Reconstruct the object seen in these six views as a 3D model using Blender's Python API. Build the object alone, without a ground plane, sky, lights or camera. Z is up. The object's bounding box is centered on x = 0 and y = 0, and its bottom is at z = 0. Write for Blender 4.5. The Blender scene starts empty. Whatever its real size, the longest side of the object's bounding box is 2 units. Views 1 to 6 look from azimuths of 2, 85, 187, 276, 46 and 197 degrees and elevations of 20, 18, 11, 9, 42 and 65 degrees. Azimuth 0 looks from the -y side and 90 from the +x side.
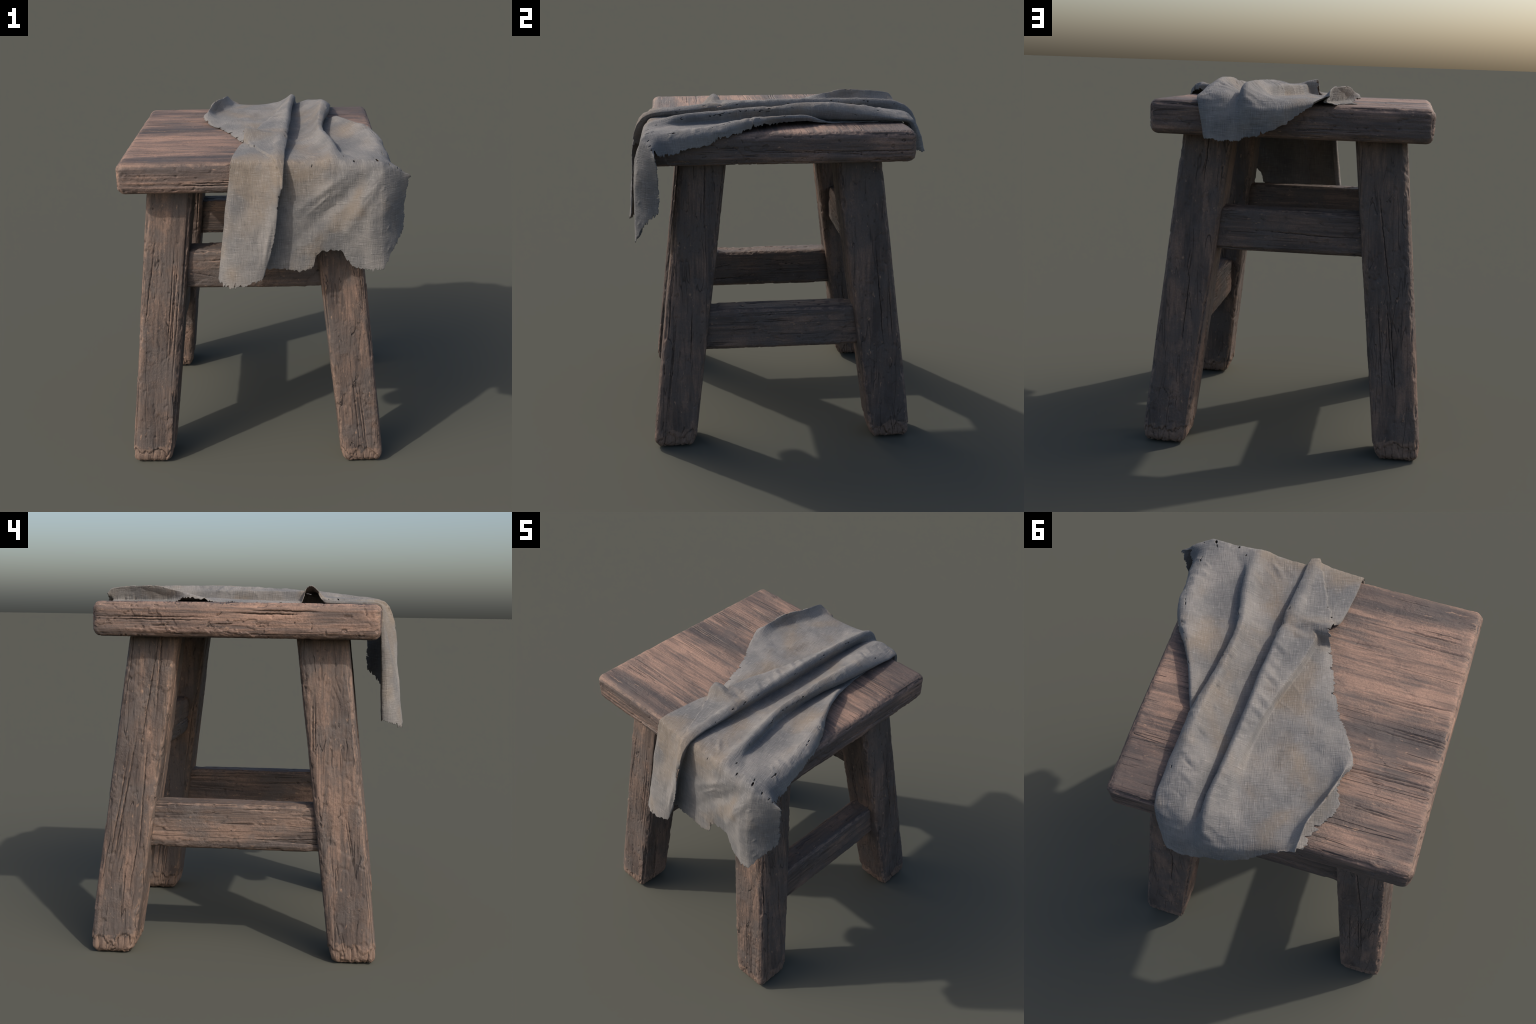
"""Weathered square wooden stool with a ragged linen cloth draped over it."""
import bpy
import math
import numpy as np

# ----------------------------------------------------------------- noise
_rng = np.random.RandomState(7)
_PERM = np.tile(_rng.permutation(256), 3)
_ang = _rng.normal(size=(256, 3))
_GRAD = _ang / np.linalg.norm(_ang, axis=1)[:, None]


def perlin(P, scale=(1, 1, 1), seed=0.0):
    """Vectorised gradient noise, roughly -1..1."""
    Q = P * np.asarray(scale, float) + np.array([17.13, 5.71, 31.37]) * (seed + 1.0)
    I = np.floor(Q).astype(np.int64)
    F = Q - I
    I &= 255
    W = F * F * F * (F * (F * 6 - 15) + 10)
    out = np.zeros(len(Q))
    for dx in (0, 1):
        wx = W[:, 0] if dx else 1 - W[:, 0]
        hx = _PERM[(I[:, 0] + dx) & 255]
        for dy in (0, 1):
            wy = W[:, 1] if dy else 1 - W[:, 1]
            hy = _PERM[hx + ((I[:, 1] + dy) & 255)]
            for dz in (0, 1):
                wz = W[:, 2] if dz else 1 - W[:, 2]
                g = _GRAD[_PERM[hy + ((I[:, 2] + dz) & 255)]]
                d = g[:, 0] * (F[:, 0] - dx) + g[:, 1] * (F[:, 1] - dy) + g[:, 2] * (F[:, 2] - dz)
                out += wx * wy * wz * d
    return out * 1.7


def smooth(a, b, x):
    t = np.clip((x - a) / (b - a), 0, 1)
    return t * t * (3 - 2 * t)


# ------------------------------------------------------- rounded box grids
def rounded_box(half, radius, step):
    """Quad grid over a box with rounded edges: positions, normals, quads."""
    half = np.asarray(half, float)
    n = [max(2, int(round(2 * h / s))) for h, s in zip(half, step)]
    ax = [np.linspace(-h, h, k + 1) for h, k in zip(half, n)]
    keys, quads = [], []
    mult = (1, n[0] + 1, (n[0] + 1) * (n[1] + 1))
    for a in range(3):
        b, c = (a + 1) % 3, (a + 2) % 3
        B, C = np.meshgrid(np.arange(n[b] + 1), np.arange(n[c] + 1), indexing="ij")
        for side in (0, n[a]):
            K = side * mult[a] + B * mult[b] + C * mult[c]
            q = np.stack([K[:-1, :-1], K[1:, :-1], K[1:, 1:], K[:-1, 1:]], -1).reshape(-1, 4)
            quads.append(q if side else q[:, ::-1])
    quads = np.concatenate(quads)
    uniq, inv = np.unique(quads.ravel(), return_inverse=True)
    quads = inv.reshape(-1, 4)
    i = uniq % mult[1]
    j = (uniq // mult[1]) % (n[1] + 1)
    k = uniq // mult[2]
    P = np.stack([ax[0][i], ax[1][j], ax[2][k]], 1)
    inner = half - radius
    Q = np.clip(P, -inner, inner)
    D = P - Q
    N = D / np.maximum(np.linalg.norm(D, axis=1), 1e-9)[:, None]
    return Q + radius * N, N, quads


def make_mesh(name, V, F, mat):
    me = bpy.data.meshes.new(name)
    me.vertices.add(len(V))
    me.vertices.foreach_set("co", np.ascontiguousarray(V, np.float32).ravel())
    me.loops.add(F.size)
    me.loops.foreach_set("vertex_index", np.ascontiguousarray(F, np.int32).ravel())
    me.polygons.add(len(F))
    me.polygons.foreach_set("loop_start", np.arange(0, F.size, 4, dtype=np.int32))
    me.polygons.foreach_set("use_smooth", np.ones(len(F), bool))
    me.update(calc_edges=True)
    me.validate()
    me.materials.append(mat)
    ob = bpy.data.objects.new(name, me)
    bpy.context.scene.collection.objects.link(ob)
    return ob


# ------------------------------------------------------------- wood relief
def stretched(axis, along, across):
    s = [across] * 3
    s[axis] = along
    return s


def splits(P, N, axis, seed, per_metre=22):
    """Depth of drying cracks: straight, tapered, often in pairs, along the grain."""
    rng = np.random.RandomState(seed)
    across = [i for i in range(3) if i != axis]
    span = np.ptp(P[:, axis])
    girth = np.ptp(P[:, across[0]]) + np.ptp(P[:, across[1]])
    out = np.zeros(len(P))
    for _ in range(int(per_metre * span * girth * 1.6) + 6):
        home = rng.randint(len(P))
        length = rng.uniform(0.05, 0.25) if rng.rand() < 0.6 else rng.uniform(0.3, 0.8)
        depth = rng.uniform(0.003, 0.0085)
        width = rng.uniform(0.0028, 0.0046)
        if length > 0.3:
            depth, width = rng.uniform(0.007, 0.012), rng.uniform(0.0040, 0.0058)
        drift = rng.normal(0, 0.010)
        phase = rng.uniform(0, 50)
        for twin in range(rng.choice([1, 1, 2, 3])):
            shift = twin * rng.uniform(0.007, 0.016)
            start = P[home, axis] + rng.normal(0, 0.05) * (twin > 0)
            t = (P[:, axis] - start) / (length / 2)
            near = (np.abs(t) < 1) & (N @ N[home] > 0.35)
            for c in across:
                near &= np.abs(P[:, c] - P[home, c] - shift) < 0.06
            k = np.nonzero(near)[0]
            if not len(k):
                continue
            tk = t[k]
            q = np.stack([tk * length * 9 + phase, tk * 0, tk * 0 + twin], 1)
            wob = shift + drift * tk + 0.0028 * perlin(q, (1, 1, 1), 5) + 0.0012 * perlin(q, (6, 1, 1), 6)
            dist = np.sqrt(sum((P[k, c] - P[home, c] - wob * (1 - abs(N[home, c]))) ** 2 * (1 - 0.9 * abs(N[home, c])) for c in across))
            gap = 0.6 + 0.6 * perlin(q, (2.5, 1, 1), 7)
            cut = depth * smooth(width, 0.0006, dist) * (1 - tk ** 2) * np.clip(gap + 0.5, 0.15, 1)
            out[k] = np.maximum(out[k], cut)
    return out


def wood_relief(P, N, axis, seed, calm=1.0, crack=1.0):
    """Displacement along the normal of old, split, hand-worn timber."""
    edge = np.clip((1 - np.abs(N).max(1)) / 0.29, 0, 1)
    warp = P + 0.004 * np.stack([perlin(P, (4, 4, 4), seed + 40 + i) for i in range(3)], 1)
    warp = warp + 0.0015 * np.stack([perlin(P, (22, 22, 22), seed + 44 + i) for i in range(3)], 1)
    d = 0.0011 * perlin(warp, stretched(axis, 1.6, 82), seed)
    d += 0.0012 * perlin(warp, stretched(axis, 1.0, 33), seed + 1)
    d += 0.0012 * perlin(P, (6, 6, 6), seed + 2)
    # pitted, crusty patches
    crust = smooth(-0.05, 0.35, perlin(P, (6, 6, 6), seed + 13))
    d += crust * (0.0014 * perlin(P, (55, 55, 55), seed + 12) + 0.0009 * perlin(P, (27, 27, 27), seed + 14))
    # flaked layers with a sharp lip
    s = perlin(warp, stretched(axis, 2.6, 6), seed + 7) + 0.25 * perlin(P, (22, 22, 22), seed + 8) + 0.1 * perlin(P, (60, 60, 60), seed + 15)
    d -= 0.0032 * smooth(0.40, 0.43, s)
    d -= 0.0035 * smooth(0.03, 0.0, np.abs(s - 0.40))
    # small knocks, and wear along the arrises
    d -= 0.0035 * smooth(0.48, 0.62, perlin(P, (30, 30, 30), seed + 16))
    d += edge * 0.0022 * perlin(P, (13, 13, 13), seed + 9)
    d += edge * 0.0022 * perlin(P, (42, 42, 42), seed + 10)
    d -= edge * 0.007 * smooth(0.3, 0.6, perlin(P, (9, 9, 9), seed + 11))
    return d * calm - crack * splits(P, N, axis, int(seed * 7) % 9973)


# ---------------------------------------------------------------- materials
class Nodes:
    def __init__(self, name):
        self.mat = bpy.data.materials.new(name)
        self.mat.use_nodes = True
        self.t = self.mat.node_tree
        self.bsdf = self.t.nodes["Principled BSDF"]

    def link(self, a, b):
        self.t.links.new(a, b)

    def put(self, sock, v):
        if hasattr(v, "is_output") or isinstance(v, bpy.types.NodeSocket):
            self.link(v, sock)
        else:
            sock.default_value = v

    def node(self, kind, **props):
        n = self.t.nodes.new(kind)
        for k, v in props.items():
            setattr(n, k, v)
        return n

    def math(self, op, a, b=0.0, clamp=False):
        n = self.node("ShaderNodeMath", operation=op, use_clamp=clamp)
        self.put(n.inputs[0], a)
        self.put(n.inputs[1], b)
        return n.outputs[0]

    def remap(self, v, a, b, c=0.0, d=1.0):
        n = self.node("ShaderNodeMapRange", interpolation_type="SMOOTHSTEP")
        for s, x in zip(n.inputs, (v, a, b, c, d)):
            self.put(s, x)
        return n.outputs[0]

    def scaled(self, vec, scale, loc=(0, 0, 0), rot=(0, 0, 0)):
        n = self.node("ShaderNodeMapping")
        self.link(vec, n.inputs["Vector"])
        n.inputs["Scale"].default_value = scale
        n.inputs["Location"].default_value = loc
        n.inputs["Rotation"].default_value = rot
        return n.outputs[0]

    def noise(self, vec, scale=1.0, detail=3.0, rough=0.55, dist=0.0):
        n = self.node("ShaderNodeTexNoise")
        self.link(vec, n.inputs["Vector"])
        n.inputs["Scale"].default_value = scale
        n.inputs["Detail"].default_value = detail
        n.inputs["Roughness"].default_value = rough
        n.inputs["Distortion"].default_value = dist
        return n.outputs["Fac"]

    def mix(self, fac, a, b, blend="MIX"):
        n = self.node("ShaderNodeMix", data_type="RGBA", blend_type=blend)
        self.put(n.inputs["Factor"], fac)
        self.put(n.inputs["A"], (*a, 1) if isinstance(a, tuple) else a)
        self.put(n.inputs["B"], (*b, 1) if isinstance(b, tuple) else b)
        return n.outputs["Result"]

    def mixf(self, fac, a, b):
        n = self.node("ShaderNodeMix", data_type="FLOAT")
        self.put(n.inputs["Factor"], fac)
        self.put(n.inputs["A"], a)
        self.put(n.inputs["B"], b)
        return n.outputs["Result"]

    def mixv(self, fac, a, b):
        n = self.node("ShaderNodeMix", data_type="VECTOR")
        self.put(n.inputs["Factor"], fac)
        self.link(a, n.inputs[4])
        self.link(b, n.inputs[5])
        return n.outputs[1]

    def bump(self, h, strength, dist, normal=None):
        n = self.node("ShaderNodeBump")
        n.inputs["Strength"].default_value = strength
        n.inputs["Distance"].default_value = dist
        self.link(h, n.inputs["Height"])
        if normal:
            self.link(normal, n.inputs["Normal"])
        return n.outputs[0]


def wood_material(name, axis, end_axis=None, streaks=0.0, foot=False):
    m = Nodes(name)
    tc = m.node("ShaderNodeTexCoord")
    geo = m.node("ShaderNodeNewGeometry")
    info = m.node("ShaderNodeObjectInfo")
    off = m.node("ShaderNodeVectorMath", operation="SCALE")
    off.inputs[0].default_value = (13.0, 7.0, 5.0)
    m.link(info.outputs["Random"], off.inputs["Scale"])
    add = m.node("ShaderNodeVectorMath", operation="ADD")
    m.link(tc.outputs["Object"], add.inputs[0])
    m.link(off.outputs[0], add.inputs[1])
    P = add.outputs[0]
    sep = m.node("ShaderNodeSeparateXYZ")
    m.link(geo.outputs["Normal"], sep.inputs[0])
    absn = [m.math("ABSOLUTE", sep.outputs[i]) for i in range(3)]
    top = m.math("MAXIMUM", m.math("MAXIMUM", absn[0], absn[1]), absn[2])
    edge = m.remap(top, 0.93, 0.72)

    def grain_vec(along, across):
        v = m.scaled(P, stretched(axis, along, across))
        if end_axis is not None:
            w = m.scaled(P, stretched(end_axis, along, across))
            v = m.mixv(m.remap(absn[axis], 0.55, 0.75), v, w)
        return v

    broad = m.noise(grain_vec(0.9, 6.5 if streaks else 8), 1.0, 4.5, 0.6, 0.2)
    fine = m.noise(grain_vec(2.6, 62), 1.0, 5.0, 0.68, 0.1)
    blotch = m.noise(P, 4.5, 5.0, 0.62)
    split = m.noise(grain_vec(0.22, 15), 1.0, 1.0, 0.5, 0.02)
    split2 = m.noise(grain_vec(0.45, 33), 1.0, 1.0, 0.5, 0.02)
    gate = m.noise(grain_vec(3.0, 9), 1.0, 2.0)
    grit = m.noise(P, 110.0, 3.0, 0.7)
    speck = m.noise(grain_vec(20, 48), 1.0, 3.0, 0.6)

    dark, mid, light = (0.070, 0.053, 0.046), (0.124, 0.088, 0.070), (0.300, 0.190, 0.138)
    if streaks:
        dark, mid, light = (0.076, 0.059, 0.053), (0.140, 0.098, 0.080), (0.340, 0.212, 0.154)
    tone = m.math("ADD", m.math("MULTIPLY", broad, 0.78 if streaks else 0.66), m.math("MULTIPLY", fine, 0.22 if streaks else 0.34))
    col = m.mix(m.remap(tone, 0.40, 0.52), dark, mid)
    col = m.mix(m.math("MULTIPLY", m.remap(tone, 0.49, 0.61), 0.55 + streaks), col, light)
    # greyed weathering in patches
    col = m.mix(m.math("MULTIPLY", m.remap(blotch, 0.44, 0.60), 0.70 - 0.6 * streaks), col, (0.105, 0.087, 0.078))
    if streaks:
        patch = m.remap(m.noise(grain_vec(1.1, 3.2), 1.0, 3.0, 0.55, 0.3), 0.44, 0.66)
        col = m.mix(m.math("MULTIPLY", patch, m.remap(fine, 0.38, 0.62, 0.1, 0.62)), col, (0.36, 0.218, 0.156))
        band = m.remap(m.noise(grain_vec(1.0, 6.5), 1.0, 4.0, 0.6, 0.3), 0.50, 0.64)
        col = m.mix(m.math("MULTIPLY", band, 0.62), col, (0.075, 0.058, 0.053))
    # paler, patchy arrises
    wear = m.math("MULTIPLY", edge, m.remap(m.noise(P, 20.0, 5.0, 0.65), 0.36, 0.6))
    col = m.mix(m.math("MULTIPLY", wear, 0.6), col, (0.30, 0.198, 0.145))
    if foot:
        z = m.node("ShaderNodeSeparateXYZ")
        m.link(tc.outputs["Object"], z.inputs[0])
        h = m.math("SUBTRACT", z.outputs[2], m.math("MULTIPLY", m.math("SUBTRACT", m.noise(P, 16.0, 3.0), 0.5), 0.2))
        low = m.remap(h, 0.105, 0.085)
        col = m.mix(m.math("MULTIPLY", low, 0.5), col, (0.27, 0.175, 0.125))
    # pale bruised specks
    col = m.mix(m.math("MULTIPLY", m.remap(speck, 0.64, 0.74), 0.6), col, (0.40, 0.25, 0.165))
    # dark splits, and hollows tinted near black by pointiness
    def line_mask(v, w):
        return m.remap(m.math("ABSOLUTE", m.math("SUBTRACT", v, 0.5)), w, 0.0)
    line = m.math("MULTIPLY", line_mask(split, 0.010), m.remap(gate, 0.52, 0.60))
    line = m.math("MAXIMUM", line, m.math("MULTIPLY", line_mask(split2, 0.018), m.remap(gate, 0.44, 0.36)))
    col = m.mix(m.math("MULTIPLY", line, 0.6), col, (0.022, 0.017, 0.016))
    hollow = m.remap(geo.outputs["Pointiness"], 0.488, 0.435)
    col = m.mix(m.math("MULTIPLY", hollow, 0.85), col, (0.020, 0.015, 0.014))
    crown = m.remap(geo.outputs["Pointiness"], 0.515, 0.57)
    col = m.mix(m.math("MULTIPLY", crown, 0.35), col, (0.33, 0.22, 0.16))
    col = m.mix(m.remap(grit, 0.35, 0.7, 0.0, 0.3), col, (0.055, 0.044, 0.04))
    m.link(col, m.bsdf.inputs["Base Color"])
    m.link(m.remap(tone, 0.3, 0.7, 0.58, 0.8), m.bsdf.inputs["Roughness"])
    m.bsdf.inputs["Specular IOR Level"].default_value = 0.35
    h = m.math("ADD", m.math("SUBTRACT", fine, m.math("MULTIPLY", line, 1.0)), m.math("MULTIPLY", speck, 0.5))
    b = m.bump(h, 0.8, 0.006)
    crust = m.math("MULTIPLY", m.noise(P, 75.0, 4.0, 0.62), m.remap(m.noise(P, 6.0, 2.0), 0.4, 0.6, 0.25, 1.0))
    b = m.bump(crust, 0.7, 0.006, b)
    m.link(b, m.bsdf.inputs["Normal"])
    return m.mat


def cloth_material():
    m = Nodes("worn_linen")
    tc = m.node("ShaderNodeTexCoord")
    geo = m.node("ShaderNodeNewGeometry")
    P = m.scaled(tc.outputs["Object"], (1, 1, 1), rot=(0, 0, math.radians(-15)))
    sep = m.node("ShaderNodeSeparateXYZ")
    m.link(P, sep.inputs[0])
    nrm = m.node("ShaderNodeSeparateXYZ")
    m.link(geo.outputs["Normal"], nrm.inputs[0])
    wob = m.noise(P, 9.0, 2.0)

    # threads: each axis weaves where the surface runs along it
    weave = None
    slub = None
    for i in range(3):
        s = [20, 20, 20]
        s[i] = 260
        th = m.noise(m.scaled(P, s), 1.0, 2.0, 0.6)
        s2 = [9, 9, 9]
        s2[i] = 120
        sl = m.noise(m.scaled(P, s2), 1.0, 2.0, 0.6)
        w = m.math("SUBTRACT", 1.0, m.math("POWER", m.math("ABSOLUTE", nrm.outputs[i]), 2.0))
        th = m.math("MULTIPLY", m.math("SUBTRACT", th, 0.5), w)
        sl = m.math("MULTIPLY", m.math("SUBTRACT", sl, 0.5), w)
        weave = th if weave is None else m.math("ADD", weave, th)
        slub = sl if slub is None else m.math("ADD", slub, sl)
    stain = m.noise(P, 4.2, 3.0, 0.55)
    tan = m.noise(m.scaled(P, (1, 1, 1), (4.2, 1.7, 9.1)), 3.6, 4.0, 0.5, 0.4)
    raw = m.node("ShaderNodeSeparateXYZ")
    m.link(tc.outputs["Object"], raw.inputs[0])
    arris = m.math("MULTIPLY", m.remap(raw.outputs[1], -0.66, -0.76), m.remap(raw.outputs[2], 1.45, 1.82))
    tan = m.math("ADD", tan, m.math("MULTIPLY", arris, 0.085))
    col = m.mix(m.remap(stain, 0.35, 0.65), (0.138, 0.134, 0.131), (0.204, 0.190, 0.176))
    col = m.mix(m.math("MULTIPLY", m.remap(tan, 0.49, 0.74), 0.66), col, (0.202, 0.157, 0.114))
    k = m.math("ADD", m.math("MULTIPLY", weave, 0.8), m.math("MULTIPLY", slub, 0.26))
    col = m.mix(m.remap(k, 0.03, 0.32, 0, 0.5), col, (0.33, 0.31, 0.29))
    col = m.mix(m.remap(k, -0.03, -0.35, 0, 0.5), col, (0.058, 0.055, 0.054))
    back = geo.outputs["Backfacing"]
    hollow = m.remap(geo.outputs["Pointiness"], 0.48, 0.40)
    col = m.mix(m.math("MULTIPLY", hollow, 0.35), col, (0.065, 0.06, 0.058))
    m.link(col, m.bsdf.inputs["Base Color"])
    m.bsdf.inputs["Roughness"].default_value = 0.92
    m.bsdf.inputs["Specular IOR Level"].default_value = 0.15
    m.bsdf.inputs["Sheen Weight"].default_value = 0.08
    b = m.bump(m.math("ADD", weave, m.math("MULTIPLY", slub, 0.6)), 0.75, 0.0035)
    m.link(b, m.bsdf.inputs["Normal"])
    return m.mat


# ------------------------------------------------------------------- stool
CX, CY = -0.070, 0.004          # plan centre of the stool
SEAT_LO, SEAT_HI = 1.703, 1.880

stool = bpy.data.objects.new("wooden_stool", None)
bpy.context.scene.collection.objects.link(stool)
stool["label"] = "weathered square wooden stool with four splayed legs and stretchers"
stool["category"] = "stool"


def add_part(ob, origin=(0, 0, 0)):
    ob.location = origin
    ob.parent = stool


# seat: one thick slab, grain along x on top, along y on its ends
half = (0.739, 0.743, (SEAT_HI - SEAT_LO) / 2)
P, N, F = rounded_box(half, 0.042, (0.0065, 0.0036, 0.0036))
end = smooth(0.55, 0.8, np.abs(N[:, 0]))
side = smooth(0.5, 0.9, np.maximum(np.abs(N[:, 0]), np.abs(N[:, 1])))
calm = 0.45 + 0.75 * np.maximum(side, 1 - np.clip(np.abs(N[:, 2]) * 1.05, 0, 1))
d = wood_relief(P, N, 0, 3.0, calm, 1.2 - 0.55 * smooth(0.7, 0.95, np.abs(N[:, 2]))) * (1 - end) + wood_relief(P, N, 1, 23.0, calm, 1.2) * end
P = P + N * (d + 0.002)[:, None]
P += np.array([CX, CY, (SEAT_LO + SEAT_HI) / 2])
P[:, 0] += 0.004 * np.sin(P[:, 1] * 3.1)
add_part(make_mesh("seat", P, F, wood_material("seat_timber", 0, 1, 0.36)))

# legs: square, splayed both ways, slightly thinner at the foot
LEG_TOP = 1.735
leg_mat = wood_material("leg_timber", 2, foot=True)


def leg_centre(z):
    t = 1 - z / 1.70
    return 0.466 + 0.176 * t, 0.445 + 0.208 * t


for n, (sx, sy) in enumerate(((-1, -1), (1, -1), (1, 1), (-1, 1))):
    P, N, F = rounded_box((0.136, 0.136, LEG_TOP / 2), 0.040, (0.0038, 0.0038, 0.0070))
    P[:, 2] += LEG_TOP / 2
    d = wood_relief(P, N, 2, 51.0 + 9 * n)
    # broken, bruised foot below a jagged line
    foot = P[:, 2] - 0.085 - 0.05 * perlin(P, (13, 13, 3), 90 + n) - 0.022 * perlin(P, (45, 45, 9), 94 + n)
    d -= 0.0062 * smooth(0.004, -0.004, foot)
    d -= 0.0080 * smooth(0.006, 0.0, np.abs(foot)) * smooth(-0.2, 0.2, perlin(P, (9, 9, 9), 97 + n))
    d += smooth(0.0, -0.02, foot) * (0.0045 * perlin(P, (46, 46, 9), 99 + n) - 0.006 * smooth(0.12, 0.0, np.abs(perlin(P, (20, 20, 4), 103 + n))))
    P = P + N * d[:, None]
    z = np.clip(P[:, 2], 0, None)
    k = 1 - 0.075 * (1 - z / 1.70) - 0.07 * smooth(0.065, -0.01, z)
    dx, dy = leg_centre(z)
    z = z - z.min()
    V = np.stack([CX + sx * dx + P[:, 0] * k, CY + sy * dy + P[:, 1] * k, z], 1)
    ob = make_mesh("leg" if n == 0 else f"leg.{n:03d}", V, F, leg_mat)
    add_part(ob)

# stretchers: low pair along y, high pair along x
for n, (axis, s, zlo, zhi, length) in enumerate((
        (1, -1, 0.572, 0.822, 0.50), (1, 1, 0.576, 0.824, 0.50),
        (0, -1, 1.078, 1.316, 0.45), (0, 1, 1.072, 1.308, 0.45))):
    hz = (zhi - zlo) / 2
    zc = (zlo + zhi) / 2
    dx, dy = leg_centre(zc)
    if axis == 1:
        half, step, c = (0.083, length, hz), (0.0045, 0.007, 0.0045), (CX + s * dx, CY, zc)
    else:
        half, step, c = (length, 0.083, hz), (0.007, 0.0045, 0.0045), (CX, CY + s * dy, zc)
    P, N, F = rounded_box(half, 0.034, step)
    d = wood_relief(P, N, axis, 131.0 + 9 * n)
    # broken tenon shoulders: a jagged flake near either end
    e = length - 0.135 - np.abs(P[:, axis]) + 0.05 * perlin(P, (14, 14, 14), 170 + n)
    d -= 0.004 * smooth(0.004, -0.004, e) * smooth(-0.1, 0.1, perlin(P, (7, 7, 7), 175 + n))
    P = P + N * d[:, None] + np.array(c)
    if axis == 1:                                   # follow the lean of the legs a little
        P[:, 0] -= s * (P[:, 2] - zc) * 0.05
    else:
        P[:, 1] -= s * (P[:, 2] - zc) * 0.05
    ob = make_mesh("stretcher" if n == 0 else f"stretcher.{n:03d}", P, F,
                   bpy.data.materials.get(f"stretcher_timber_{'xy'[axis]}") or wood_material(f"stretcher_timber_{'xy'[axis]}", axis))
    add_part(ob)

# ------------------------------------------------------------------- cloth
# Cross-sections from the front hem to the back hem.  Every section runs
# from the hem at -x to the hem at +x through the same folds:
#  0 hem, 1 turned edge, 2 edge fold, 3 valley, 4-5 first panel, 6 slope,
#  7 FIRST RIDGE, 8 its lip, 9 tuck, 10 foot, 11 second panel, 12 slope,
#  13 SECOND RIDGE, 14 its lip, 15 tuck, 16 foot, 17 third panel,
#  18 THIRD RIDGE, 19 drop, 20 hem.
SECTIONS = []


def hang(*pts):
    SECTIONS.append([tuple(p) for p in pts])


def on_seat(y, *pts):
    SECTIONS.append([(x, y, z) for x, z in pts])


# front hem
hang((-.225, -.768, 1.235), (-.248, -.775, 1.235), (-.260, -.808, 1.230), (-.240, -.856, 1.214),
     (-.165, -.890, 1.198), (-.085, -.898, 1.214), (-.035, -.890, 1.238), (-.006, -.882, 1.250),
     (.000, -.870, 1.255), (-.030, -.820, 1.300), (-.045, -.792, 1.300), (.100, -.785, 1.262),
     (.262, -.787, 1.270), (.305, -.785, 1.350), (.415, -.785, 1.362), (.495, -.800, 1.300),
     (.560, -.815, 1.279), (.615, -.832, 1.274), (.662, -.828, 1.285), (.730, -.775, 1.385),
     (.785, -.692, 1.480))
# half way down the front
hang((-.190, -.758, 1.50), (-.216, -.764, 1.50), (-.225, -.788, 1.50), (-.198, -.825, 1.50),
     (-.120, -.848, 1.50), (-.030, -.852, 1.50), (.030, -.862, 1.50), (.063, -.864, 1.50),
     (.070, -.852, 1.50), (.010, -.808, 1.51), (.000, -.782, 1.52), (.130, -.785, 1.52),
     (.262, -.790, 1.52), (.335, -.792, 1.54), (.425, -.797, 1.55), (.495, -.808, 1.53),
     (.555, -.820, 1.52), (.606, -.832, 1.52), (.650, -.826, 1.52), (.722, -.770, 1.55),
     (.786, -.690, 1.58))
hang((-.172, -.752, 1.67), (-.199, -.757, 1.67), (-.203, -.775, 1.67), (-.172, -.802, 1.67),
     (-.090, -.802, 1.67), (-.015, -.820, 1.67), (.044, -.840, 1.67), (.079, -.858, 1.67),
     (.092, -.846, 1.68), (.060, -.800, 1.69), (.050, -.778, 1.69), (.160, -.778, 1.69),
     (.275, -.786, 1.69), (.350, -.796, 1.69), (.428, -.800, 1.69), (.492, -.803, 1.69),
     (.552, -.808, 1.68), (.606, -.816, 1.68), (.652, -.812, 1.68), (.728, -.758, 1.675),
     (.791, -.693, 1.665))
# just below the front arris
hang((-.154, -.748, 1.79), (-.182, -.752, 1.79), (-.183, -.764, 1.80), (-.148, -.768, 1.805),
     (-.076, -.776, 1.81), (.000, -.788, 1.81), (.050, -.806, 1.81), (.083, -.826, 1.805),
     (.108, -.822, 1.805), (.096, -.786, 1.805), (.086, -.768, 1.805), (.185, -.770, 1.81),
     (.290, -.776, 1.81), (.365, -.786, 1.81), (.435, -.788, 1.81), (.490, -.788, 1.81),
     (.550, -.788, 1.81), (.606, -.790, 1.81), (.655, -.788, 1.805), (.735, -.748, 1.775),
     (.798, -.700, 1.750))
# over the front arris, out to the stray corner at the right
hang((-.140, -.742, 1.881), (-.170, -.750, 1.883), (-.172, -.757, 1.891), (-.130, -.758, 1.894),
     (-.070, -.760, 1.895), (.000, -.764, 1.896), (.050, -.770, 1.899), (.084, -.778, 1.901),
     (.116, -.774, 1.886), (.112, -.756, 1.884), (.104, -.750, 1.886), (.200, -.753, 1.887),
     (.305, -.756, 1.891), (.382, -.766, 1.897), (.445, -.762, 1.890), (.490, -.756, 1.888),
     (.530, -.754, 1.887), (.585, -.755, 1.887), (.640, -.757, 1.886), (.738, -.735, 1.845),
     (.808, -.712, 1.802))
on_seat(-.670, (-.135, 1.886), (-.168, 1.890), (-.166, 1.902), (-.120, 1.905), (-.055, 1.905), (.005, 1.906),
        (.050, 1.909), (.086, 1.920), (.116, 1.908), (.106, 1.894), (.098, 1.888), (.200, 1.887),
        (.310, 1.896), (.385, 1.920), (.430, 1.906), (.460, 1.897), (.490, 1.893), (.575, 1.893),
        (.645, 1.888), (.700, 1.855), (.738, 1.782))
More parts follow.
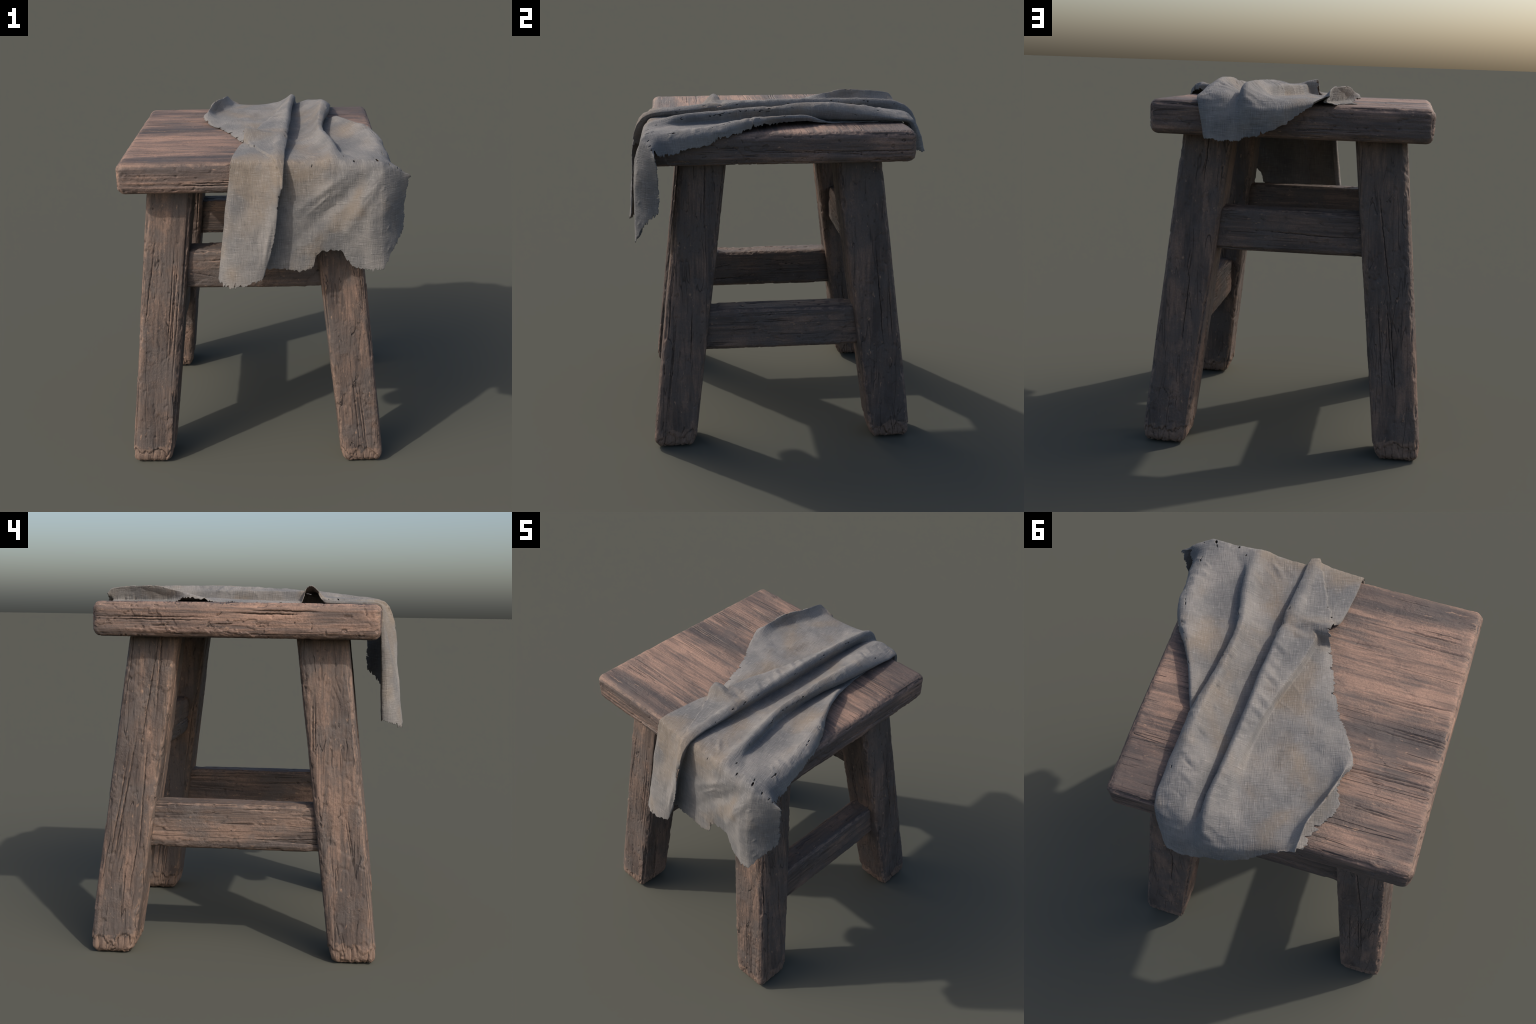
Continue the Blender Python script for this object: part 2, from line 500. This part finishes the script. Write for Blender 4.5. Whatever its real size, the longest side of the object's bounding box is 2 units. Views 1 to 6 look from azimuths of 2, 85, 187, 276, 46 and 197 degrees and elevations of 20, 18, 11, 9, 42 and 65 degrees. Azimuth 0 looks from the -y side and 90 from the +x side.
on_seat(-.580, (-.125, 1.886), (-.158, 1.890), (-.156, 1.903), (-.100, 1.906), (-.035, 1.907), (.018, 1.909),
        (.055, 1.914), (.090, 1.930), (.121, 1.914), (.109, 1.897), (.101, 1.888), (.200, 1.887),
        (.310, 1.900), (.385, 1.945), (.416, 1.922), (.420, 1.902), (.450, 1.893), (.560, 1.893),
        (.645, 1.897), (.701, 1.865), (.728, 1.797))
on_seat(-.440, (-0.118, 1.889), (-0.134, 1.894), (-0.126, 1.913), (-0.070, 1.913), (-0.014, 1.916), (0.028, 1.921), (0.062, 1.930),
        (.100, 1.948), (.131, 1.926), (.117, 1.900), (.107, 1.889), (.190, 1.887), (.292, 1.902), (.362, 1.954),
        (.392, 1.932), (.388, 1.905), (.412, 1.893), (.530, 1.893), (.640, 1.916), (.694, 1.876), (.702, 1.826))
# the corner of the flap stands up as the open end of a small roll
on_seat(-.394, (-0.112, 1.944), (-0.098, 1.945), (-0.078, 1.944), (-0.036, 1.935), (0.000, 1.935), (0.030, 1.938), (0.064, 1.945),
        (.104, 1.956), (.135, 1.934), (.120, 1.903), (.110, 1.890), (.190, 1.887), (.286, 1.906), (.350, 1.957),
        (.380, 1.936), (.374, 1.906), (.395, 1.893), (.514, 1.893), (.636, 1.924), (.692, 1.885), (.697, 1.842))
on_seat(-.350, (-0.108, 1.984), (-0.092, 1.986), (-0.072, 1.983), (-0.050, 1.980), (-0.030, 1.974), (0.000, 1.964), (0.055, 1.957),
        (.106, 1.962), (.138, 1.938), (.122, 1.905), (.112, 1.890), (.190, 1.887), (.282, 1.908), (.342, 1.958),
        (.371, 1.938), (.364, 1.906), (.382, 1.893), (.500, 1.893), (.630, 1.930), (.690, 1.892), (.692, 1.857))
on_seat(-.322, (-0.106, 1.972), (-0.094, 1.974), (-0.074, 1.976), (-0.055, 1.976), (-0.038, 1.972), (-0.012, 1.964), (0.055, 1.957),
        (0.109, 1.964), (.138, 1.938), (.122, 1.905), (.112, 1.890), (.190, 1.887), (.282, 1.908), (0.336, 1.959),
        (.371, 1.938), (.364, 1.906), (.382, 1.893), (0.487, 1.894), (0.625, 1.935), (0.684, 1.898), (0.688, 1.866))
on_seat(-.290, (-0.124, 1.889), (-0.114, 1.892), (-0.100, 1.899), (-0.080, 1.904), (-0.064, 1.918), (-0.042, 1.962), (0.040, 1.958),
        (0.112, 1.968), (.143, 1.945), (.126, 1.908), (.116, 1.890), (.190, 1.887), (.272, 1.914), (.328, 1.960),
        (.353, 1.942), (.348, 1.906), (.362, 1.893), (.470, 1.895), (.618, 1.940), (.676, 1.904), (.681, 1.876))
on_seat(-.180, (-.170, 1.888), (-.162, 1.890), (-.150, 1.894), (-0.110, 1.902), (-0.044, 1.901), (-0.028, 1.958), (0.045, 1.964),
        (0.121, 1.977), (.149, 1.952), (.131, 1.910), (.121, 1.890), (.190, 1.888), (0.285, 1.925), (.322, 1.968),
        (.347, 1.950), (.340, 1.910), (.346, 1.893), (.450, 1.902), (0.586, 1.952), (0.628, 1.928), (0.634, 1.902))
on_seat(0.000, (-.238, 1.888), (-.230, 1.890), (-.216, 1.893), (-0.110, 1.905), (0.004, 1.900), (0.020, 1.958), (0.078, 1.970),
        (0.130, 1.985), (.158, 1.957), (.140, 1.910), (.130, 1.890), (.195, 1.888), (0.296, 1.932), (.334, 1.978),
        (.362, 1.960), (.350, 1.914), (.340, 1.893), (.420, 1.912), (0.506, 1.950), (0.524, 1.936), (0.512, 1.912))
on_seat(0.130, (-.318, 1.888), (-.309, 1.890), (-.292, 1.893), (-0.100, 1.908), (0.038, 1.900), (0.054, 1.958), (0.096, 1.972),
        (0.136, 1.988), (.161, 1.957), (.144, 1.910), (.136, 1.891), (.200, 1.889), (0.305, 1.945), (.346, 1.995),
        (.382, 1.962), (.362, 1.910), (.342, 1.892), (.395, 1.910), (0.452, 1.944), (0.468, 1.930), (0.454, 1.908))
on_seat(0.305, (-.402, 1.914), (-.397, 1.926), (-.378, 1.930), (-0.280, 1.899), (0.066, 1.901), (0.085, 1.956), (0.114, 1.974),
        (0.143, 1.990), (.168, 1.962), (.149, 1.916), (.142, 1.893), (.205, 1.896), (0.312, 1.958), (.362, 1.999),
        (.410, 1.955), (.386, 1.905), (.345, 1.890), (.372, 1.889), (.396, 1.890), (.404, 1.889), (.408, 1.887))
on_seat(0.400, (-.362, 1.892), (-0.346, 1.905), (-0.368, 1.952), (-0.315, 1.903), (0.070, 1.904), (0.098, 1.954), (0.122, 1.974),
        (0.148, 1.990), (.173, 1.964), (.154, 1.918), (.146, 1.895), (.208, 1.905), (.285, 1.945), (.364, 1.990),
        (.414, 1.945), (.392, 1.902), (.345, 1.889), (.365, 1.888), (.380, 1.888), (.390, 1.887), (.394, 1.886))
on_seat(0.520, (-.396, 1.887), (-0.316, 1.896), (-0.338, 1.974), (-0.285, 1.905), (0.055, 1.912), (0.105, 1.950), (0.130, 1.972),
        (0.155, 1.991), (.180, 1.966), (.164, 1.920), (.156, 1.900), (.212, 1.918), (.280, 1.955), (.362, 1.974),
        (.420, 1.930), (.398, 1.898), (.350, 1.888), (.362, 1.888), (.374, 1.888), (.384, 1.887), (.390, 1.886))
on_seat(0.670, (-.315, 1.887), (-0.258, 1.896), (-0.284, 1.972), (-0.225, 1.906), (0.030, 1.908), (0.100, 1.930), (0.136, 1.957),
        (0.167, 1.983), (.192, 1.960), (.180, 1.926), (.172, 1.905), (.220, 1.922), (.285, 1.942), (.364, 1.938),
        (.426, 1.908), (.402, 1.888), (.352, 1.886), (.362, 1.887), (.374, 1.887), (.384, 1.887), (.390, 1.886))
# over the back arris
hang((-.298, .752, 1.887), (-.250, .757, 1.897), (-.276, .770, 1.958), (-.212, .772, 1.902),
     (-.100, .775, 1.896), (.000, .784, 1.894), (.090, .790, 1.906), (.160, .792, 1.942),
     (.190, .782, 1.925), (.196, .768, 1.912), (.206, .762, 1.904), (.236, .764, 1.912),
     (.285, .768, 1.922), (.360, .772, 1.910), (.414, .764, 1.893), (.406, .752, 1.885),
     (.370, .745, 1.884), (.376, .745, 1.884), (.384, .745, 1.884), (.390, .745, 1.884), (.394, .745, 1.884))
hang((-.292, .758, 1.887), (-.250, .764, 1.897), (-.272, .785, 1.944), (-.205, .796, 1.896),
     (-.115, .818, 1.868), (-.015, .843, 1.848), (.070, .858, 1.842), (.140, .866, 1.840),
     (.172, .858, 1.832), (.186, .850, 1.824), (.200, .846, 1.818), (.230, .846, 1.816),
     (.278, .850, 1.814), (.345, .840, 1.810), (.386, .810, 1.810), (.386, .790, 1.810),
     (.378, .784, 1.810), (.378, .783, 1.810), (.379, .782, 1.810), (.380, .781, 1.810), (.381, .780, 1.810))
# back hem
hang((-.288, .762, 1.888), (-.240, .770, 1.898), (-.272, .796, 1.930), (-.205, .802, 1.900),
     (-.130, .824, 1.832), (-.035, .854, 1.772), (.050, .868, 1.735), (.120, .872, 1.712),
     (.150, .873, 1.706), (.166, .874, 1.703), (.182, .876, 1.700), (.216, .882, 1.692),
     (.262, .888, 1.688), (.322, .880, 1.696), (.362, .845, 1.703), (.366, .820, 1.709),
     (.362, .810, 1.710), (.363, .808, 1.710), (.364, .806, 1.710), (.365, .804, 1.710), (.366, .802, 1.710))

G = np.array(SECTIONS)                      # sections x guides x 3
ROWS, COLS = G.shape[:2]
FRONT_ARRIS = 4                             # index of the section over the front arris


def pchip(Y, t):
    """Shape-preserving cubic through Y (n, k) at unit steps, sampled at t."""
    d = np.diff(Y, axis=0)
    m = np.zeros_like(Y)
    a, b = d[:-1], d[1:]
    ok = a * b > 0
    m[1:-1] = np.where(ok, 2 * a * b / np.where(ok, a + b, 1), 0)
    m[0], m[-1] = d[0], d[-1]
    i = np.clip(t.astype(int), 0, len(Y) - 2)
    s = (t - i)[:, None]
    h00, h10 = 2 * s**3 - 3 * s**2 + 1, s**3 - 2 * s**2 + s
    h01, h11 = -2 * s**3 + 3 * s**2, s**3 - s**2
    return h00 * Y[i] + h10 * m[i] + h01 * Y[i + 1] + h11 * m[i + 1]


def even_samples(lengths, step):
    t = []
    for i, L in enumerate(lengths):
        n = max(2, int(round(L / step)))
        t.extend(i + np.arange(n) / n)
    t.append(len(lengths))
    return np.array(t)


STEP = 0.0042
row_len = np.percentile(np.linalg.norm(np.diff(G, axis=0), axis=2), 70, axis=1)
col_len = np.percentile(np.linalg.norm(np.diff(G, axis=1), axis=2), 75, axis=0)
v = even_samples(row_len, STEP)
u = even_samples(col_len, STEP)
S = pchip(G.reshape(ROWS, -1), v).reshape(len(v), COLS, 3)
S = pchip(S.transpose(1, 0, 2).reshape(COLS, -1), u).reshape(len(u), len(v), 3).transpose(1, 0, 2)
for _ in range(4):                          # relax the lattice of guide lines
    A = S.copy()
    A[1:-1, 1:-1] = S[1:-1, 1:-1] * 0.4 + 0.15 * (S[:-2, 1:-1] + S[2:, 1:-1] + S[1:-1, :-2] + S[1:-1, 2:])
    S = A
VV, UU = np.meshgrid(v, u, indexing="ij")
# the cloth cannot bend sharper than the worn arris beneath it
soft = np.clip(1 - np.abs(v - FRONT_ARRIS) / 1.5, 0, 1) + 0.35 * np.clip(1 - np.abs(v - (ROWS - 3)) / 1.0, 0, 1)
soft = np.clip(soft * 1.3, 0, 1)[:, None, None]
for _ in range(130):
    A = S.copy()
    A[1:-1] += soft[1:-1] * 0.25 * (S[:-2] + S[2:] - 2 * S[1:-1])
    S = A


def grid_normals(S):
    n = np.cross(np.gradient(S, axis=1), np.gradient(S, axis=0))
    n /= np.maximum(np.linalg.norm(n, axis=2), 1e-9)[..., None]
    return -n


nrm = grid_normals(S)
if nrm[len(v) // 2, len(u) // 4, 2] < 0:
    nrm = -nrm
flat = S.reshape(-1, 3)


def field(scale, seed):
    return perlin(flat, scale, seed).reshape(S.shape[:2])


lift = 0.0030 * field((7, 7, 7), 201) + 0.0014 * field((19, 19, 19), 202)
# puckers where the cloth bends over the front arris
lift += 0.0050 * np.exp(-((VV - FRONT_ARRIS) / 0.55) ** 2) * field((15, 15, 15), 207) * (UU > 9)
lift += 0.0022 * np.exp(-((VV - FRONT_ARRIS) / 0.7) ** 2) * field((36, 36, 36), 208)
# short pulled wrinkles square to the ridges
gather = np.exp(-((UU - 6.2) / 0.8) ** 2) + np.exp(-((UU - 12.7) / 0.8) ** 2) + np.exp(-((UU - 18.2) / 0.9) ** 2)
gather *= smooth(4.3, 5.5, VV) * smooth(-0.25, 0.2, field((5, 5, 5), 206))
lift += 0.0060 * np.clip(gather, 0, 1) * field((12, 27, 26), 203)
r = 1 - np.abs(field((10, 10, 10), 204)) * 2.4
lift += 0.0018 * np.clip(r, 0, 1) ** 3 * smooth(0.0, 0.3, field((4, 4, 4), 205))


def crease(a, b, width, height):
    """A soft pleat between two points in space."""
    global lift
    a, b = np.array(a), np.array(b)
    ab = b - a
    t = np.clip(((S - a) @ ab) / (ab @ ab), 0, 1)
    dist = np.linalg.norm(S - (a + t[..., None] * ab), axis=2)
    lift = lift + height * np.exp(-(dist / width) ** 2) * (0.3 + 0.7 * np.sin(np.pi * np.clip(t, 0.05, 0.95)))


front = lambda x, z: (x, -.80, z)
crease(front(.60, 1.84), front(.20, 1.46), .042, -.016)
crease(front(.46, 1.82), front(.16, 1.60), .022, .010)
crease(front(.36, 1.70), front(.22, 1.57), .009, .009)
crease(front(.66, 1.84), front(.46, 1.50), .035, .016)
crease(front(.60, 1.72), front(.55, 1.66), .010, -.008)
crease(front(.68, 1.44), front(.58, 1.36), .010, .008)
crease(front(.70, 1.40), front(.60, 1.31), .009, .007)
crease(front(.27, 1.86), front(.14, 1.78), .014, .007)
crease((.02, -.87, 1.66), (-.04, -.87, 1.45), .018, -.009)
crease((.05, -.87, 1.58), (.00, -.87, 1.33), .014, .008)
crease((-.30, .06, 1.9), (-.12, .34, 1.91), .035, .009)
crease((-.16, .16, 1.9), (-.06, .46, 1.91), .040, .010)
for y, k in ((-.20, 1), (-.10, .8), (-.03, 1.2), (.10, .9), (.17, 1.1), (.30, .8), (.38, .6)):
    w = .02 + .55 * (.15 + .1 * y)                  # pleats across the plateau of the first ridge
    crease((.135, y, 1.98), (.135 - w, y + .05, 1.96), .015, .0052 * k)
    crease((.125, y + .035, 1.98), (.135 - .8 * w, y + .075, 1.96), .010, -.003 * k)
for y, k in ((-.35, 1), (-.1, .8), (.08, 1), (.33, .7), (.50, 1), (.58, 1)):
    crease((.355, y, 1.98), (.27, y + .045, 1.94), .013, .004 * k)
    crease((.35, y + .03, 1.98), (.29, y + .06, 1.95), .008, -.005 * k)
crease((.10, .72, 1.96), (-.05, .68, 1.94), .03, .010)
crease((-.04, .62, 1.93), (.02, .73, 1.93), .02, -.008)
crease((.25, .55, 1.95), (.38, .62, 1.94), .012, -.006)
crease((.22, -.62, 1.89), (.30, -.70, 1.90), .015, .008)
fold_rng = np.random.RandomState(5)
for k in range(34):                         # fine diagonal creases of the hanging front
    x, z = fold_rng.uniform(.16, .74), fold_rng.uniform(1.34, 1.82)
    L, tilt = fold_rng.uniform(.03, .11), fold_rng.normal(.9, .25)
    crease(front(x, z), front(x - L * math.cos(tilt), z - L * math.sin(tilt)), fold_rng.uniform(.004, .008), fold_rng.choice([-1, 1, 1]) * fold_rng.uniform(.002, .0045))
for k in range(26):                         # and of the part lying on the seat, square to the ridges
    x, y = fold_rng.choice([.12, .35, .62]) + fold_rng.normal(0, .02), fold_rng.uniform(-.65, .68)
    L = fold_rng.uniform(.03, .08)
    crease((x, y, 1.95), (x - L, y + fold_rng.normal(.02, .02), 1.94), fold_rng.uniform(.005, .009), fold_rng.choice([-1, 1]) * fold_rng.uniform(.003, .006))
for k in range(7):                          # pulls fanning up from the right-hand arris
    x, y = .655, -.62 + .05 * k
    crease((x + .035, y, 1.87), (x - .05, y + .05, 1.90), .009, .007)

# the upper layer ends in a torn diagonal hem lying over the hanging flap
ax, ay, bx, by = -.105, -.405, .085, -.80
side = ((S[..., 0] - ax) * (by - ay) - (S[..., 1] - ay) * (bx - ax)) / math.hypot(bx - ax, by - ay)
side = -side + 0.010 * field((16, 16, 16), 230) + 0.006 * field((50, 50, 50), 231)
lift += 0.012 * smooth(-.002, .004, side) * (UU < 8) * smooth(-.30, -.42, S[..., 1]) * smooth(1.60, 1.75, S[..., 2])
# nothing sinks into the slab
S = S + nrm * lift[..., None]
def rest_on_slab(S):
    """Lift anything that lies inside the rounded slab on to its surface."""
    r = .040
    tx = np.abs(S[..., 0] - CX) - (.741 - r)
    ty = np.abs(S[..., 1] - CY) - (.745 - r)
    t = np.hypot(np.maximum(tx, 0), np.maximum(ty, 0))
    floor = 1.8865 - (r - np.sqrt(np.maximum(r * r - t * t, 0)))
    return np.where((t < r) & (S[..., 2] > 1.78), np.maximum(S[..., 2], floor), S[..., 2])


S[..., 2] = rest_on_slab(S)


# ragged hems: push each border along its own tangent
def ragged(n, step_len, seed, coarse, fine_amp):
    s = np.arange(n) * step_len
    q = np.stack([s, 0 * s, 0 * s], 1)
    j = coarse * perlin(q, (16, 1, 1), seed) + 0.6 * coarse * np.abs(perlin(q, (38, 1, 1), seed + 1))
    saw = (s * 34 + 9 * perlin(q, (9, 1, 1), seed + 2)) % 1.0
    j += fine_amp * (saw - 0.5) * np.clip(0.6 + 1.6 * perlin(q, (14, 1, 1), seed + 3), 0, 1.5)
    j -= 2.0 * coarse * smooth(0.52, 0.6, perlin(q, (30, 1, 1), seed + 5))          # torn notches
    return j + fine_amp * 0.7 * perlin(q, (95, 1, 1), seed + 4)


DEPTH = 14
fall = (1 - np.arange(DEPTH) / DEPTH) ** 1.5


def tear(S, axis, last, amount):
    T = S if axis == 0 else S.transpose(1, 0, 2)
    T = T[::-1] if last else T
    out = T[0] - T[5]
    out /= np.maximum(np.linalg.norm(out, axis=1), 1e-6)[:, None]
    for k in range(DEPTH):
        T[k] += out * (amount * fall[k])[:, None]


amt = ragged(len(u), STEP, 301, .019, .020) - .012
tear(S, 0, False, amt * np.where(u < 3.0, 0.35, 1.0))
tear(S, 0, True, ragged(len(u), STEP, 311, .010, .010) * np.where((u > 3) & (u < 15), 1, 0.5))
amt = ragged(len(v), STEP, 321, .010, .010)
tear(S, 1, False, amt * np.where(v > 9.4, 1.0, 0.0))
amt = ragged(len(v), STEP, 331, .015, .015) * np.where(v < 3.5, 0.6, 1.0)
tear(S, 1, True, amt * np.where(v < 13.4, 1.0, 0.15))
S[..., 2] = rest_on_slab(S)
S[..., 2] = np.minimum(S[..., 2], 1.9985)

# faces: leave out the tear beside the hanging flap and the moth holes
nv, nu = len(v), len(u)
idx = np.arange(nv * nu).reshape(nv, nu)
quads = np.stack([idx[:-1, :-1], idx[:-1, 1:], idx[1:, 1:], idx[1:, :-1]], -1)
uc, vc = (UU[:-1, :-1] + UU[1:, 1:]) / 2, (VV[:-1, :-1] + VV[1:, 1:]) / 2
cen = (S[:-1, :-1] + S[1:, 1:]) / 2
keep = np.ones(uc.shape, bool)
cf = cen.reshape(-1, 3)
jag = perlin(cf, (18, 18, 18), 401).reshape(uc.shape) + 0.6 * perlin(cf, (60, 60, 60), 402).reshape(uc.shape)
keep &= ~((uc > 7.4 + 0.75 * jag) & (uc < 9.0) & (cen[..., 1] < -.74) & (cen[..., 2] < 1.725 + 0.02 * jag))
rng = np.random.RandomState(11)
holes = []
for ridge, lo, hi, count in ((7.75, 5.2, 18.5, 20), (13.8, 5.5, 18.5, 20), (18.3, 5.0, 13.5, 9), (2.1, 15, 19, 4)):
    for _ in range(count):
        holes.append((ridge + rng.normal(0, .22), rng.uniform(lo, hi), rng.uniform(.0016, .0030), rng.uniform(.004, .011)))
for x, y, z, a, b in ((.627, -.741, 1.885, .006, .013), (.612, -.715, 1.887, .003, .011), (.272, -.755, 1.855, .0035, .009), (.50, -.75, 1.886, .006, .012),
                      (.745, -.735, 1.845, .003, .009), (.772, -.724, 1.825, .004, .005), (.70, -.742, 1.865, .0025, .008),
                      (-.045, -.50, 1.915, .004, .011), (-.075, -.45, 1.91, .003, .008), (.45, -.70, 1.9, .004, .007), (.66, -.60, 1.89, .004, .01)):
    k = np.argmin(((cen - np.array([x, y, z])) ** 2).sum(-1))
    holes.append((uc.ravel()[k], vc.ravel()[k], a, b))
for hu, hv, a, b in holes:
    j, i = np.argmin(np.abs(v - hv)), np.argmin(np.abs(u - hu))
    j, i = min(j, nv - 2), min(i, nu - 2)
    c = cen[j, i]
    sl = (slice(max(0, j - 8), j + 9), slice(max(0, i - 8), i + 9))
    along = cen[min(j + 3, nv - 2), i] - cen[max(j - 3, 0), i]
    along /= max(np.linalg.norm(along), 1e-6)
    turn = rng.uniform(-.6, .6)
    w = np.cross(nrm[j, i], along)
    along = along * math.cos(turn) + w * math.sin(turn)
    rel = cen[sl] - c
    p = rel @ along
    q = np.sqrt(np.maximum((rel ** 2).sum(-1) - p ** 2, 0))
    keep[sl] &= ~((p / b) ** 2 + (q / a) ** 2 < 1 + 0.5 * jag[sl])
quads = quads[keep]
used, inv = np.unique(quads.ravel(), return_inverse=True)
cloth = make_mesh("ragged_cloth", S.reshape(-1, 3)[used], inv.reshape(-1, 4)[:, ::-1], cloth_material())
mod = cloth.modifiers.new("thickness", "SOLIDIFY")
mod.thickness = 0.0032
mod.offset = 1.0
cloth["label"] = "torn grey linen rag draped in folds over the seat"
cloth["category"] = "cloth"
